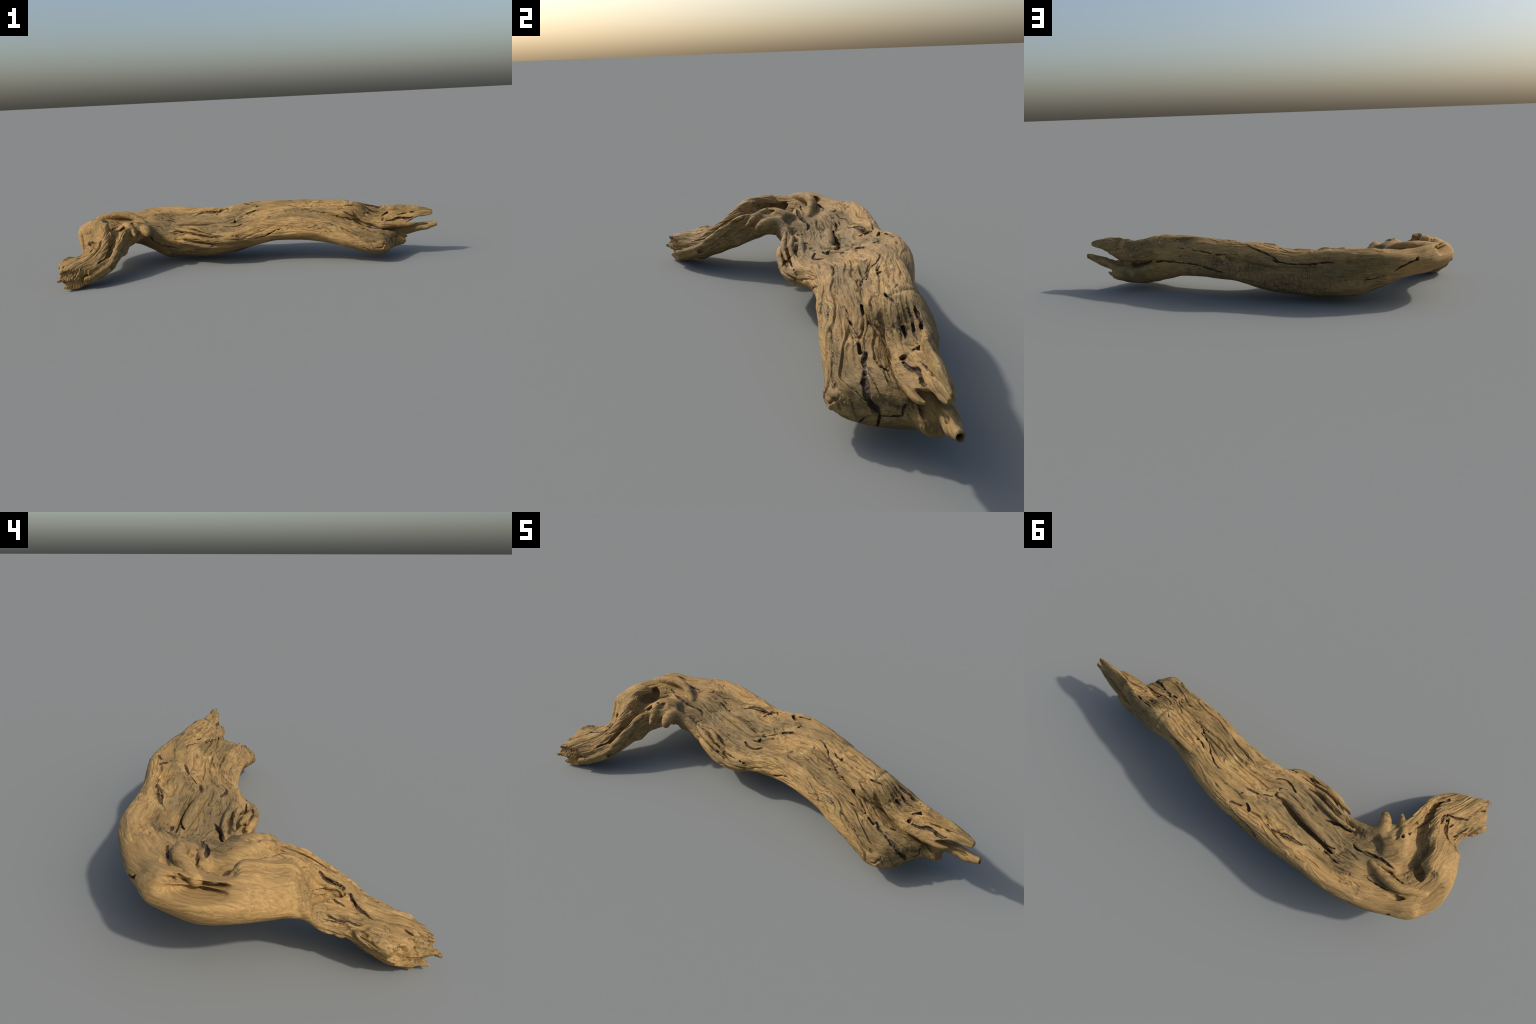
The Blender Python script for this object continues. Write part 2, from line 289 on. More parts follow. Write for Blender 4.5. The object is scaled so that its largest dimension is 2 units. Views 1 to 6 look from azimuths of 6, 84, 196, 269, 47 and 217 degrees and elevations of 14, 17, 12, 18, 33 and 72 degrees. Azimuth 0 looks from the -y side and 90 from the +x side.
# cuts: blend width, strand
CUT = [
 # trough between the branch ridges
 (.012, Strand([(-.775,.06,.258,.018), (-.765,.0,.236,.016), (-.738,-.06,.216,.016), (-.737,-.11,.200,.018), (-.736,-.16,.174,.017), (-.733,-.22,.131,.016), (-.752,-.275,.095,.015), (-.792,-.332,.066,.013), (-.835,-.375,.046,.010)])),
 (.005, Strand([(-.652,-.075,.205,.006), (-.672,-.13,.176,.008), (-.680,-.19,.135,.008), (-.695,-.25,.095,.007), (-.73,-.305,.066,.004)], axis=(.8,0,.6), flat=1.6)),
 # fan of the foot: pits under the brow
 (.006, Strand([(-.868,-.108,.172,.010), (-.842,-.125,.172,.013), (-.815,-.165,.166,.011), (-.81,-.20,.150,.006)], axis=(-.4,0,.9), flat=1.5)),
 # deep slot of the bend, between mound and rim
 (.010, Strand([(-.785,-.02,.258,.014), (-.800,.02,.240,.022), (-.822,.07,.226,.027), (-.852,.115,.220,.028), (-.884,.148,.226,.020)])),
 # cavity on the outer side of the stick
 (.008, Strand([(-.74,.264,.262,.006), (-.78,.266,.262,.012), (-.82,.264,.256,.016), (-.852,.252,.256,.014), (-.882,.233,.262,.009), (-.918,.200,.264,.006)])),
 # trench behind the flap
 (.004, Strand([(-.48,.266,.190,.007), (-.43,.258,.200,.010), (-.37,.252,.203,.012), (-.31,.246,.202,.013), (-.26,.238,.204,.012), (-.21,.226,.211,.011), (-.165,.215,.221,.009), (-.135,.216,.232,.005)], axis=(0,.25,1), flat=2.6)),
 # slot between the front strands
 (.002, Strand([(-.40,.070,.212,.003), (-.33,.060,.203,.005), (-.29,.053,.184,.006), (-.23,.053,.166,.006), (-.17,.055,.156,.005), (-.10,.056,.158,.004)], axis=(0,-.55,.83), flat=2.6)),
 (.002, Strand([(-.43,.053,.196,.003), (-.37,.040,.190,.005), (-.31,.033,.178,.005), (-.25,.034,.162,.006), (-.19,.036,.152,.004)], axis=(0,-.7,.7), flat=2.2)),
 (.003, Strand([(-.42,.045,.150,.004), (-.36,.035,.146,.005), (-.28,.024,.132,.005), (-.18,.027,.126,.004), (-.11,.045,.122,.003)], axis=(0,-.9,.4), flat=2.2)),
 (.004, Strand([(-.46,.10,.190,.005), (-.40,.103,.188,.006), (-.34,.094,.196,.006), (-.28,.082,.186,.006), (-.22,.083,.176,.004)], axis=(0,0,1), flat=2.0)),
 # crack that parts the flange from the slab, top side
 (.004, Strand([(.36,.155,.258,.003), (.40,.160,.245,.007), (.46,.150,.232,.006), (.52,.162,.212,.008), (.56,.176,.200,.010), (.60,.180,.184,.010), (.66,.175,.167,.010), (.72,.176,.154,.009), (.80,.180,.150,.010)])),
 # the same crack seen from behind
 (.006, Strand([(.40,.328,.186,.005), (.48,.318,.178,.008), (.56,.305,.172,.010), (.62,.298,.163,.013), (.70,.285,.152,.016), (.78,.268,.150,.017), (.85,.252,.172,.014)], axis=(0,1,.1), flat=2.2)),
 # undercut below the rolled lip of the back
 (.016, Strand([(.12,.385,.235,.003), (.04,.405,.215,.008), (-.06,.412,.190,.010), (-.16,.418,.180,.011), (-.26,.420,.182,.010), (-.36,.415,.185,.006)])),
 (.014, Strand([(.55,.318,.235,.004), (.44,.325,.230,.008), (.34,.342,.222,.008), (.22,.372,.215,.007), (.12,.392,.205,.004)])),
 # the lower splinter is a hollow tube, open along its top
 (.003, Strand([(1.01,.204,.173,.0095), (.97,.205,.170,.009), (.93,.207,.168,.007), (.89,.206,.166,.004)])),
 # hole through the stub, holes on the top
 (.003, Strand([(-.689,.023,.27,.009), (-.692,.026,.235,.006)])),
 (.003, Strand([(.318,.233,.295,.008), (.300,.235,.262,.006)])),
 (.003, Strand([(.535,.236,.275,.008), (.515,.238,.262,.006)])),
 (.003, Strand([(.701,.183,.205,.008), (.685,.188,.19,.006)])),
]

N_HOLLOWS = len(CUT)
CHECKS = []
def check(axis, *pts):
    """A drying check or torn slot along points (x, y, z, radius), cut deep along axis."""
    CHECKS.append((.0025, Strand(pts, axis=axis, flat=2.4, per=4)))

# top crack
check((-0.06,-0.39,0.92), (0.128,0.278,0.287,0.0017), (0.162,0.279,0.288,0.0030), (0.216,0.252,0.284,0.0030), (0.260,0.215,0.277,0.0030), (0.293,0.201,0.266,0.0030), (0.346,0.171,0.266,0.0017))
# groove to hole
check((-0.04,-0.52,0.86), (0.251,0.250,0.287,0.0017), (0.290,0.238,0.279,0.0030), (0.313,0.240,0.277,0.0017))
# crack head
check((0.16,-0.35,0.93), (0.293,0.168,0.259,0.0020), (0.319,0.175,0.269,0.0037), (0.363,0.166,0.265,0.0037), (0.400,0.163,0.248,0.0020))
# Y pit
check((0.13,-0.33,0.93), (0.477,0.237,0.308,0.0020), (0.500,0.220,0.304,0.0037), (0.510,0.217,0.297,0.0020))
# long nick
check((0.11,-0.60,0.79), (0.483,0.194,0.291,0.0020), (0.521,0.200,0.287,0.0037), (0.556,0.204,0.285,0.0020))
# rim knot
check((-0.10,-0.26,0.96), (-0.088,0.354,0.293,0.0060), (-0.061,0.334,0.288,0.0060))
# rim nick
check((-0.02,-0.06,1.00), (-0.048,0.360,0.299,0.0025), (-0.009,0.371,0.300,0.0045), (0.006,0.378,0.302,0.0025))
# knot2
check((-0.11,-0.51,0.85), (-0.064,0.261,0.247,0.0029), (-0.028,0.269,0.260,0.0053), (-0.011,0.276,0.267,0.0029))
# knot3
check((0.04,-0.29,0.96), (-0.011,0.309,0.281,0.0045), (-0.001,0.318,0.285,0.0045))
# knot4
check((-0.09,-0.35,0.93), (-0.116,0.226,0.228,0.0030), (-0.072,0.253,0.240,0.0030))
# knot5
check((-0.04,-0.46,0.89), (-0.258,0.305,0.232,0.0017), (-0.230,0.351,0.253,0.0030), (-0.186,0.354,0.264,0.0017))
# crater edge
check((0.01,-0.46,0.89), (-0.430,0.311,0.236,0.0025), (-0.378,0.310,0.239,0.0045), (-0.344,0.324,0.246,0.0045), (-0.300,0.328,0.250,0.0045), (-0.246,0.344,0.251,0.0025))
# crater edge2
check((0.02,-0.40,0.92), (-0.367,0.323,0.245,0.0025), (-0.310,0.338,0.256,0.0045), (-0.260,0.346,0.250,0.0025))
# floor crack
check((0.25,-0.15,0.96), (-0.563,0.286,0.235,0.0017), (-0.507,0.288,0.210,0.0030), (-0.419,0.245,0.226,0.0017))
# floor crack2
check((0.12,-0.63,0.77), (-0.551,0.298,0.238,0.0013), (-0.502,0.301,0.223,0.0023), (-0.426,0.285,0.214,0.0013))
# hook under
check((-0.04,-0.37,0.93), (-0.184,0.139,0.202,0.0029), (-0.133,0.119,0.205,0.0053), (-0.097,0.127,0.207,0.0053), (-0.078,0.146,0.213,0.0029))
# hook under2
check((0.09,-0.33,0.94), (-0.151,0.156,0.218,0.0025), (-0.124,0.168,0.218,0.0045), (-0.125,0.212,0.224,0.0025))
# strand hole
check((0.28,-0.49,0.83), (-0.225,0.041,0.165,0.0045), (-0.218,0.051,0.155,0.0045))
# strand slot
check((-0.13,-0.92,-0.38), (-0.355,0.019,0.163,0.0017), (-0.310,0.012,0.153,0.0030), (-0.245,0.008,0.142,0.0030), (-0.175,0.008,0.141,0.0017))
# slab groove
check((0.33,-0.20,0.92), (0.448,0.103,0.220,0.0017), (0.491,0.109,0.207,0.0030), (0.531,0.112,0.196,0.0017))
# slab notch
check((0.38,-0.30,0.87), (0.563,0.109,0.186,0.0050), (0.589,0.108,0.172,0.0050))
# slab split
check((0.50,-0.35,0.79), (0.593,0.119,0.173,0.0029), (0.649,0.101,0.153,0.0053), (0.679,0.091,0.149,0.0053), (0.724,0.087,0.125,0.0053), (0.742,0.104,0.093,0.0029))
# slab split2
check((0.27,0.07,0.96), (0.618,0.138,0.167,0.0025), (0.643,0.138,0.164,0.0045), (0.659,0.164,0.152,0.0025))
# slab line
check((0.22,-0.28,0.93), (0.390,0.104,0.235,0.0010), (0.464,0.109,0.215,0.0019), (0.543,0.098,0.189,0.0010))
# slab line2
check((0.12,-0.73,0.67), (0.380,0.066,0.218,0.0010), (0.479,0.054,0.186,0.0019), (0.559,0.043,0.146,0.0019), (0.628,0.032,0.120,0.0010))
# slab line3
check((0.03,-0.66,0.75), (0.578,0.041,0.139,0.0019), (0.649,0.025,0.113,0.0019))
# flange fib
check((0.17,-0.80,0.57), (0.590,0.227,0.282,0.0020), (0.623,0.229,0.258,0.0037), (0.650,0.225,0.242,0.0037), (0.683,0.219,0.239,0.0020))
# flange fib2
check((0.47,-0.43,0.77), (0.590,0.203,0.262,0.0020), (0.615,0.210,0.239,0.0037), (0.648,0.205,0.228,0.0020))
# flange pit
check((-0.14,-0.78,0.61), (0.691,0.206,0.220,0.0050), (0.722,0.212,0.237,0.0050))
# flange gap
check((-0.05,-0.87,0.50), (0.715,0.176,0.201,0.0028), (0.750,0.180,0.202,0.0050), (0.777,0.190,0.211,0.0050), (0.806,0.186,0.212,0.0050), (0.836,0.180,0.209,0.0050), (0.863,0.180,0.219,0.0028))
# flange gap2
check((-0.12,-0.94,0.32), (0.771,0.198,0.227,0.0020), (0.819,0.193,0.236,0.0037), (0.871,0.189,0.242,0.0020))
# rim inner
check((0.05,-0.57,0.82), (0.589,0.243,0.290,0.0028), (0.627,0.240,0.278,0.0050), (0.668,0.235,0.269,0.0050), (0.712,0.220,0.272,0.0028))
# end1
check((0.91,-0.42,-0.03), (0.744,0.114,0.084,0.0017), (0.755,0.135,0.083,0.0030), (0.770,0.160,0.092,0.0030), (0.769,0.163,0.112,0.0030), (0.771,0.171,0.123,0.0017))
# end2
check((0.83,-0.42,-0.37), (0.741,0.104,0.092,0.0013), (0.728,0.079,0.067,0.0023), (0.706,0.068,0.047,0.0023), (0.715,0.040,0.074,0.0013))
# end3
check((0.77,-0.25,-0.58), (0.742,0.115,0.077,0.0037), (0.722,0.114,0.040,0.0037))
# split v2
check((0.68,-0.38,0.63), (0.609,0.109,0.166,0.0033), (0.663,0.098,0.152,0.0060), (0.721,0.092,0.133,0.0060), (0.736,0.102,0.105,0.0060), (0.744,0.114,0.084,0.0033))
# back crack
check((0.25,0.97,0.01), (0.592,0.287,0.151,0.0025), (0.501,0.296,0.176,0.0045), (0.424,0.306,0.173,0.0045), (0.310,0.338,0.174,0.0045), (0.207,0.374,0.164,0.0045), (0.111,0.390,0.143,0.0025))
# back fold
check((0.23,0.97,0.01), (0.389,0.317,0.253,0.0017), (0.253,0.361,0.248,0.0030), (0.149,0.394,0.240,0.0030), (0.036,0.413,0.248,0.0017))
# back fold2
check((-0.02,0.87,0.50), (-0.005,0.393,0.298,0.0020), (-0.033,0.402,0.283,0.0037), (-0.076,0.404,0.267,0.0037), (-0.143,0.411,0.241,0.0037), (-0.185,0.423,0.215,0.0020))
# back fold3
check((0.01,1.00,0.06), (-0.141,0.415,0.229,0.0025), (-0.167,0.421,0.217,0.0045), (-0.202,0.425,0.213,0.0045), (-0.245,0.426,0.207,0.0045), (-0.307,0.424,0.208,0.0045), (-0.373,0.422,0.212,0.0045), (-0.409,0.422,0.221,0.0045), (-0.454,0.421,0.217,0.0025))
# back split
check((-0.41,0.91,-0.07), (-0.731,0.369,0.174,0.0033), (-0.763,0.367,0.196,0.0060), (-0.800,0.356,0.211,0.0060), (-0.827,0.344,0.225,0.0060), (-0.837,0.332,0.239,0.0033))
# back split2
check((-0.18,0.95,-0.24), (-0.451,0.411,0.126,0.0013), (-0.508,0.413,0.133,0.0023), (-0.568,0.408,0.135,0.0023), (-0.626,0.389,0.137,0.0023), (-0.704,0.369,0.154,0.0013))
# back split3
check((-0.21,0.96,-0.20), (-0.621,0.411,0.215,0.0017), (-0.648,0.404,0.212,0.0030), (-0.683,0.398,0.218,0.0017))
# back low
check((-0.01,0.68,-0.73), (-0.123,0.392,0.078,0.0013), (-0.203,0.369,0.052,0.0023), (-0.291,0.376,0.049,0.0023), (-0.419,0.381,0.054,0.0023), (-0.543,0.384,0.065,0.0013))
# back low2
check((0.12,0.81,-0.57), (0.062,0.381,0.116,0.0013), (-0.023,0.396,0.110,0.0023), (-0.111,0.399,0.092,0.0023), (-0.173,0.389,0.070,0.0013))
# back mid
check((0.26,0.96,0.06), (0.410,0.310,0.206,0.0013), (0.338,0.330,0.215,0.0023), (0.258,0.355,0.211,0.0013))
# front plate
check((-0.00,-0.99,-0.14), (-0.007,0.085,0.138,0.0020), (0.039,0.085,0.147,0.0037), (0.071,0.083,0.160,0.0037), (0.111,0.082,0.181,0.0037), (0.150,0.079,0.185,0.0020))
# front low
check((0.12,-0.96,-0.26), (-0.260,0.021,0.114,0.0017), (-0.201,0.026,0.116,0.0030), (-0.122,0.042,0.120,0.0017))
# front low2
check((0.04,-0.61,-0.79), (-0.345,0.086,0.087,0.0017), (-0.288,0.103,0.080,0.0030), (-0.183,0.035,0.103,0.0017))
# front low3
check((0.00,-0.66,-0.76), (-0.398,0.107,0.071,0.0025), (-0.346,0.114,0.061,0.0045), (-0.297,0.143,0.047,0.0025))
# front nick
check((-0.17,-0.45,-0.88), (0.304,0.096,0.125,0.0029), (0.335,0.093,0.121,0.0053), (0.370,0.092,0.114,0.0029))
# cave1
check((-0.32,-0.64,-0.70), (-0.590,-0.020,0.190,0.0037), (-0.575,0.067,0.155,0.0067), (-0.542,0.097,0.116,0.0037))
# cave2
check((-0.11,-0.77,-0.63), (-0.545,0.105,0.108,0.0037), (-0.486,0.094,0.102,0.0067), (-0.437,0.104,0.083,0.0037))
# cave3
check((-0.34,-0.48,-0.81), (-0.620,0.211,0.067,0.0033), (-0.577,0.175,0.057,0.0060), (-0.506,0.143,0.045,0.0033))
# front2
check((-0.28,-0.46,-0.84), (0.377,0.078,0.120,0.0017), (0.434,0.059,0.108,0.0030), (0.475,0.045,0.096,0.0030), (0.503,0.059,0.082,0.0017))
# front3
check((-0.20,-0.76,-0.62), (0.569,0.018,0.089,0.0025), (0.601,0.015,0.079,0.0045), (0.652,0.031,0.057,0.0025))
# rim cracks3
check((-0.05,-0.41,0.91), (-0.607,0.278,0.250,0.0020), (-0.461,0.280,0.204,0.0037), (-0.448,0.266,0.206,0.0020))
# rim hole
check((-0.42,0.87,0.27), (-0.831,0.340,0.232,0.0067), (-0.831,0.342,0.226,0.0067))
# foot1
check((-0.33,-0.05,0.94), (-0.871,-0.121,0.162,0.0020), (-0.881,-0.159,0.141,0.0037), (-0.896,-0.196,0.134,0.0037), (-0.908,-0.230,0.131,0.0020))
# foot2
check((-0.33,-0.30,0.89), (-0.906,-0.105,0.170,0.0020), (-0.889,-0.149,0.137,0.0037), (-0.899,-0.186,0.126,0.0020))
# foot3
check((-0.15,-0.17,0.97), (-0.835,-0.162,0.165,0.0020), (-0.839,-0.184,0.154,0.0037), (-0.847,-0.203,0.146,0.0020))
# foot4
check((-0.25,-0.11,0.96), (-0.800,-0.217,0.152,0.0025), (-0.827,-0.226,0.145,0.0045), (-0.854,-0.241,0.138,0.0045), (-0.894,-0.268,0.134,0.0025))
# foot7
check((-0.61,-0.51,0.61), (-0.794,-0.138,0.219,0.0025), (-0.789,-0.164,0.191,0.0045), (-0.785,-0.201,0.170,0.0025))
# foot8
check((-0.52,-0.34,0.78), (-0.904,-0.327,0.126,0.0020), (-0.926,-0.354,0.114,0.0037), (-0.937,-0.361,0.096,0.0020))
# arm pit
check((0.34,-0.12,0.93), (-0.741,-0.262,0.131,0.0067), (-0.765,-0.299,0.117,0.0067))
# arm pit2
check((-0.83,-0.26,0.48), (-0.724,-0.192,0.137,0.0067), (-0.720,-0.228,0.136,0.0067))
# mound crack
check((0.18,-0.41,0.90), (-0.664,0.190,0.235,0.0020), (-0.729,0.185,0.232,0.0037), (-0.791,0.187,0.228,0.0037), (-0.846,0.186,0.276,0.0020))
# floor gap
check((0.07,-0.20,0.98), (-0.667,0.267,0.246,0.0029), (-0.714,0.267,0.249,0.0053), (-0.775,0.255,0.251,0.0029))
# floor dark
check((0.16,-0.21,0.96), (-0.594,0.171,0.212,0.0037), (-0.647,0.163,0.223,0.0067), (-0.701,0.161,0.236,0.0067), (-0.741,0.161,0.238,0.0037))
# inner rough
check((-0.00,-0.15,0.99), (-0.370,0.154,0.181,0.0037), (-0.430,0.136,0.172,0.0067), (-0.491,0.126,0.168,0.0037))
# inner rough2
check((0.23,-0.17,0.96), (-0.532,0.173,0.197,0.0033), (-0.562,0.182,0.204,0.0060), (-0.605,0.174,0.215,0.0033))
# flap split
check((-0.15,0.58,0.80), (-0.445,0.255,0.213,0.0045), (-0.484,0.247,0.213,0.0045))

CUT += CHECKS

# patches where the surface has crumbled into loose fibres:
# centre, radii, depth lost, fibre relief
CRUMBLE = [
 ((-.215,.325,.262), (.10,.050,.05), .010, .008),
 ((-.06,.285,.240), (.07,.060,.05), .002, .006),
 ((-.62,.345,.255), (.09,.055,.05), .004, .007),
 ((-.50,.090,.200), (.09,.060,.05), .002, .007),
 ((-.40,.080,.200), (.05,.040,.04), .003, .006),
 ((.655,.225,.240), (.11,.038,.05), .004, .006),
 ((.78,.205,.230), (.07,.030,.04), .002, .003),
 ((.25,.190,.265), (.10,.040,.03), .000, .004),
 ((-.865,-.20,.150), (.09,.10,.06), .002, .005),
 ((-.80,.12,.215), (.05,.06,.03), .002, .004),
]

def grain_edges():
    """Smoothed front and back edges and mid height, for the grain to follow."""
    g = np.exp(-.5 * (np.arange(-45, 46) * .004 / .045) ** 2); g /= g.sum()
    c, s_ = np.cos(ANG), np.sin(ANG)
    front = trunk.C[:, 0] + (trunk.R * c).min(1)
    back = trunk.C[:, 0] + (trunk.R * c).max(1)
    rows = [np.pad(v, 45, mode="edge") for v in (front, back, trunk.C[:, 1])]
    return [np.convolve(v, g, "valid") for v in rows]
FRONT, BACK, MIDZ = grain_edges()

def relief(X, s, w, ang):
    """Height of the weathered grain above the plain body, in metres."""
    x, y, z = X[:, 0], X[:, 1], X[:, 2]
    sc = np.minimum(s, 1.12)
    f0, f1 = np.interp(sc, trunk.fine, FRONT), np.interp(sc, trunk.fine, BACK)
    a = (w - f0) / np.maximum(f1 - f0, .12) * .33
    b = z - np.interp(sc, trunk.fine, MIDZ)
    top = smoothstep(-.1, .35, np.sin(ang) * 0.9 - np.cos(ang) * .35)
    foot = smoothstep(-.55, -.64, s) * smoothstep(.28, .32, w)
    front = smoothstep(.15, .55, -np.cos(ang)) * smoothstep(.65, .35, s) * smoothstep(-.3, 0, s)
    band = smoothstep(-.6, -.52, s) * smoothstep(-.2, -.3, s) * smoothstep(.42, .46, w)   # worn smooth
    rimband = smoothstep(.9, .8, s) * smoothstep(-.15, 0, s) * smoothstep(.305, .325, a) # worn lip
    rough = np.maximum(top, np.maximum(foot, front * .8)) * (1 - .8 * band) * (1 - .6 * rimband)
    worn = smoothstep(.02, .30, noise(s * 2.6, a * 8, b * 8, 91) + .06)
    fineness = rough * (1 - .75 * worn)
    wob = .022 * noise(s * 4.5, w * 7, z * 7, 3) + .004 * noise(s * 17, w * 24, z * 24, 5)
    a, b = a + wob, b + wob * .6
    h = .0035 * noise(s * 6, w * 11, z * 11, 23)
    # overlapping layers: a gentle rise, then a steep drop away from the bend
    for n, amp, sd in ((17, .0100, 71), (43, .0042, 72)):
        t = (a + .7 * b) * n + 1.1 * noise(s * 3.5, a * 11, b * 11, sd) + .35 * noise(s * 12, a * 30, b * 30, sd + 10)
        k = np.floor(t); f = t - k
        saw = np.where(f < .86, f / .86, (1 - f) / .14) ** 1.3
        some = smoothstep(-.05, .35, noise(s * 3.2 + k * 7.31, k * 3.7, k * 1.9 + .5, sd + 20))
        h += amp * some * (saw - .5) * (.10 + .90 * (rough if n < 30 else fineness))
    # rounded ribs and fine fibre
    h += (.0006 + .0014 * rough + .0022 * foot) * noise(s * 3.0, a * 46, b * 46, 11)
    h += (.0003 + .0009 * fineness) * noise(s * 7, a * 105, b * 105, 17)
    h += (.0002 + .0006 * fineness) * noise(s * 15, a * 210, b * 210, 19)
    # drying checks where a slow noise crosses zero
    for fs, fa, width, depth, sd in ((2.0, 22, .050, .0115, 31), (4.2, 58, .11, .0045, 41), (8.0, 95, .13, .0026, 45)):
        g = np.exp(-(noise(s * fs, a * fa, b * fa, sd) / width) ** 2)
        gate = smoothstep(-.05, .40, noise(s * fs * 1.4, w * fa * .33, z * fa * .33, sd + 3))
        h -= g * gate * depth * (.10 + .90 * (rough if fa < 30 else fineness))
    pit = smoothstep(.50, .70, noise(s * 20, a * 48, b * 48, 47))
    h -= pit * .006 * fineness
    for c, r, depth, amp in CRUMBLE:
        q = (((X - np.array(c)) / np.array(r)) ** 2).sum(1)
        m = np.flatnonzero(q < 1)
        if not len(m):
            continue
        f = smoothstep(1, .35, q[m])
        k = .010 * noise(x[m] * 30, y[m] * 30, z[m] * 30, 61)
        n = noise(s[m] * 13, (a[m] + k) * 70, (b[m] + k) * 70, 63)
        n2 = noise(s[m] * 34 + 40 * k, (a[m] - k) * 48, b[m] * 48, 67)
        h[m] -= f * (depth + amp * (.35 - 1.4 * np.abs(n)) + amp * .9 * np.maximum(n2, -.2))
    return h

PARTS = ["trunk", "branch", "knob", "stub", "stick", "flap", "strand", "splinter", "horn"]

def evaluate(X, label=False):
    x, y, z = X[:, 0], X[:, 1], X[:, 2]
    s, w = unbend(x, y)
    d, ang, dw, dz = trunk.field(s, w, z)
    d = smax(d, s - 1.30, .01)
    d = smax(d, -.868 - s, .01)
    # the foot is snapped off across the grain
    m = np.flatnonzero(s < -.60)
    if len(m):
        jag = .007 * noise(y[m] * 45, z[m] * 45, x[m] * 6, 71) + .006 * np.sign(noise(y[m] * 28, z[m] * 40, x[m] * 3, 73)) * smoothstep(.0, .25, np.abs(noise(y[m] * 28, z[m] * 40, x[m] * 3, 73)))
        brk = -.953 * x[m] - .303 * y[m] - 1.008 - jag + .30 * np.maximum(.06 - z[m], 0)
        brk = np.maximum(brk, .35 * x[m] - .937 * y[m] - .060 - jag * .8)
        d[m] = smax(d[m], brk, .003)
    lab = np.where(s < -.30, PARTS.index("branch"), 0) if label else None
    best = d.copy() if label else None
    # flange
    m = np.flatnonzero(x > .40)
    if len(m):
        f, *_ = flange.field(s[m], w[m], z[m])
        f = smax(f, s[m] - 1.446, .006)
        f = smax(f, .905 - s[m], .01)
        if label:
            q = (f < best[m]) & (x[m] > .62)
            lab[m[q]] = PARTS.index("horn"); best[m] = np.minimum(best[m], f)
        d[m] = smin(d[m], f, .006)
    for part, k, st in ADD:
        lo, hi = st.box(.03)
        m = np.flatnonzero(((X > lo) & (X < hi)).all(1))
        if not len(m):
            continue
        f = st(X[m])
        if label:
            q = f < best[m] - .001
            lab[m[q]] = PARTS.index(part); best[m] = np.minimum(best[m], f)
        d[m] = smin(d[m], f, k)
    cutdeep = np.zeros(len(X)) if label else None
    for c_i, (k, st) in enumerate(CUT):
        lo, hi = st.box(.03)
        m = np.flatnonzero(((X > lo) & (X < hi)).all(1))
        if len(m):
            Y = X[m]
            if c_i >= N_HOLLOWS:
                wx = .0045 * noise(Y[:, 0] * 38, Y[:, 1] * 38, Y[:, 2] * 38, 51) + .0022 * noise(Y[:, 0] * 110, Y[:, 1] * 110, Y[:, 2] * 110, 53)
                wy = .0045 * noise(Y[:, 1] * 38, Y[:, 2] * 38, Y[:, 0] * 38, 52)
                wob = .0032 * noise(Y[:, 0] * 45 + 9, Y[:, 1] * 45, Y[:, 2] * 45, 55) + .0004
                Y = Y + np.stack([wx, wy, wx], 1)
            else:
                wob = .0028 * noise(Y[:, 0] * 50, Y[:, 1] * 50, Y[:, 2] * 50, 51)
            c = -(st(Y) + wob)
            if label and c_i >= N_HOLLOWS:
                cutdeep[m] = np.maximum(cutdeep[m], c > d[m] + .003)
            d[m] = smax(d[m], c, k)
    return (d, lab, cutdeep > .5) if label else d

# ------------------------------------------------------------------ meshing
def chunks(X, n=400000):
    return np.concatenate([evaluate(X[i:i + n]) for i in range(0, len(X), n)])

def build_field():
    lo = np.array([-1.03, -.46, -.024]); size = np.array([2.07, .90, .36])
    h0 = VOXEL * 4
    n0 = np.ceil(size / h0).astype(int)
    idx = np.indices(n0).reshape(3, -1).T
    off = (lambda k: (np.indices((k, k, k)).reshape(3, -1).T))
    d0 = chunks(lo + (idx + .5) * h0)                         # cell centres
    D = np.where(d0 > 0, 1.0, -1.0).reshape(n0).astype(np.float32)
    for _ in range(2):
        D = np.repeat(np.repeat(np.repeat(D, 2, 0), 2, 1), 2, 2)
    keep = idx[np.abs(d0) < VOXEL * 10]
    i1 = (keep[:, None] * 2 + off(2)[None]).reshape(-1, 3)
    d1 = chunks(lo + (i1 + .5) * h0 / 2)
    i1 = i1[np.abs(d1) < VOXEL * 4.5]
    i2 = (i1[:, None] * 2 + off(2)[None]).reshape(-1, 3)
    d2 = chunks(lo + (i2 + .5) * VOXEL)
    # regions the coarse pass already settled keep the sign of their parent
    sgn = np.where(d1 > 0, 1.0, -1.0)
    j1 = (keep[:, None] * 2 + off(2)[None]).reshape(-1, 3)
    for o in off(2):
        q = j1 * 2 + o
        D[q[:, 0], q[:, 1], q[:, 2]] = sgn
    D[i2[:, 0], i2[:, 1], i2[:, 2]] = d2
    return D, lo + .5 * VOXEL

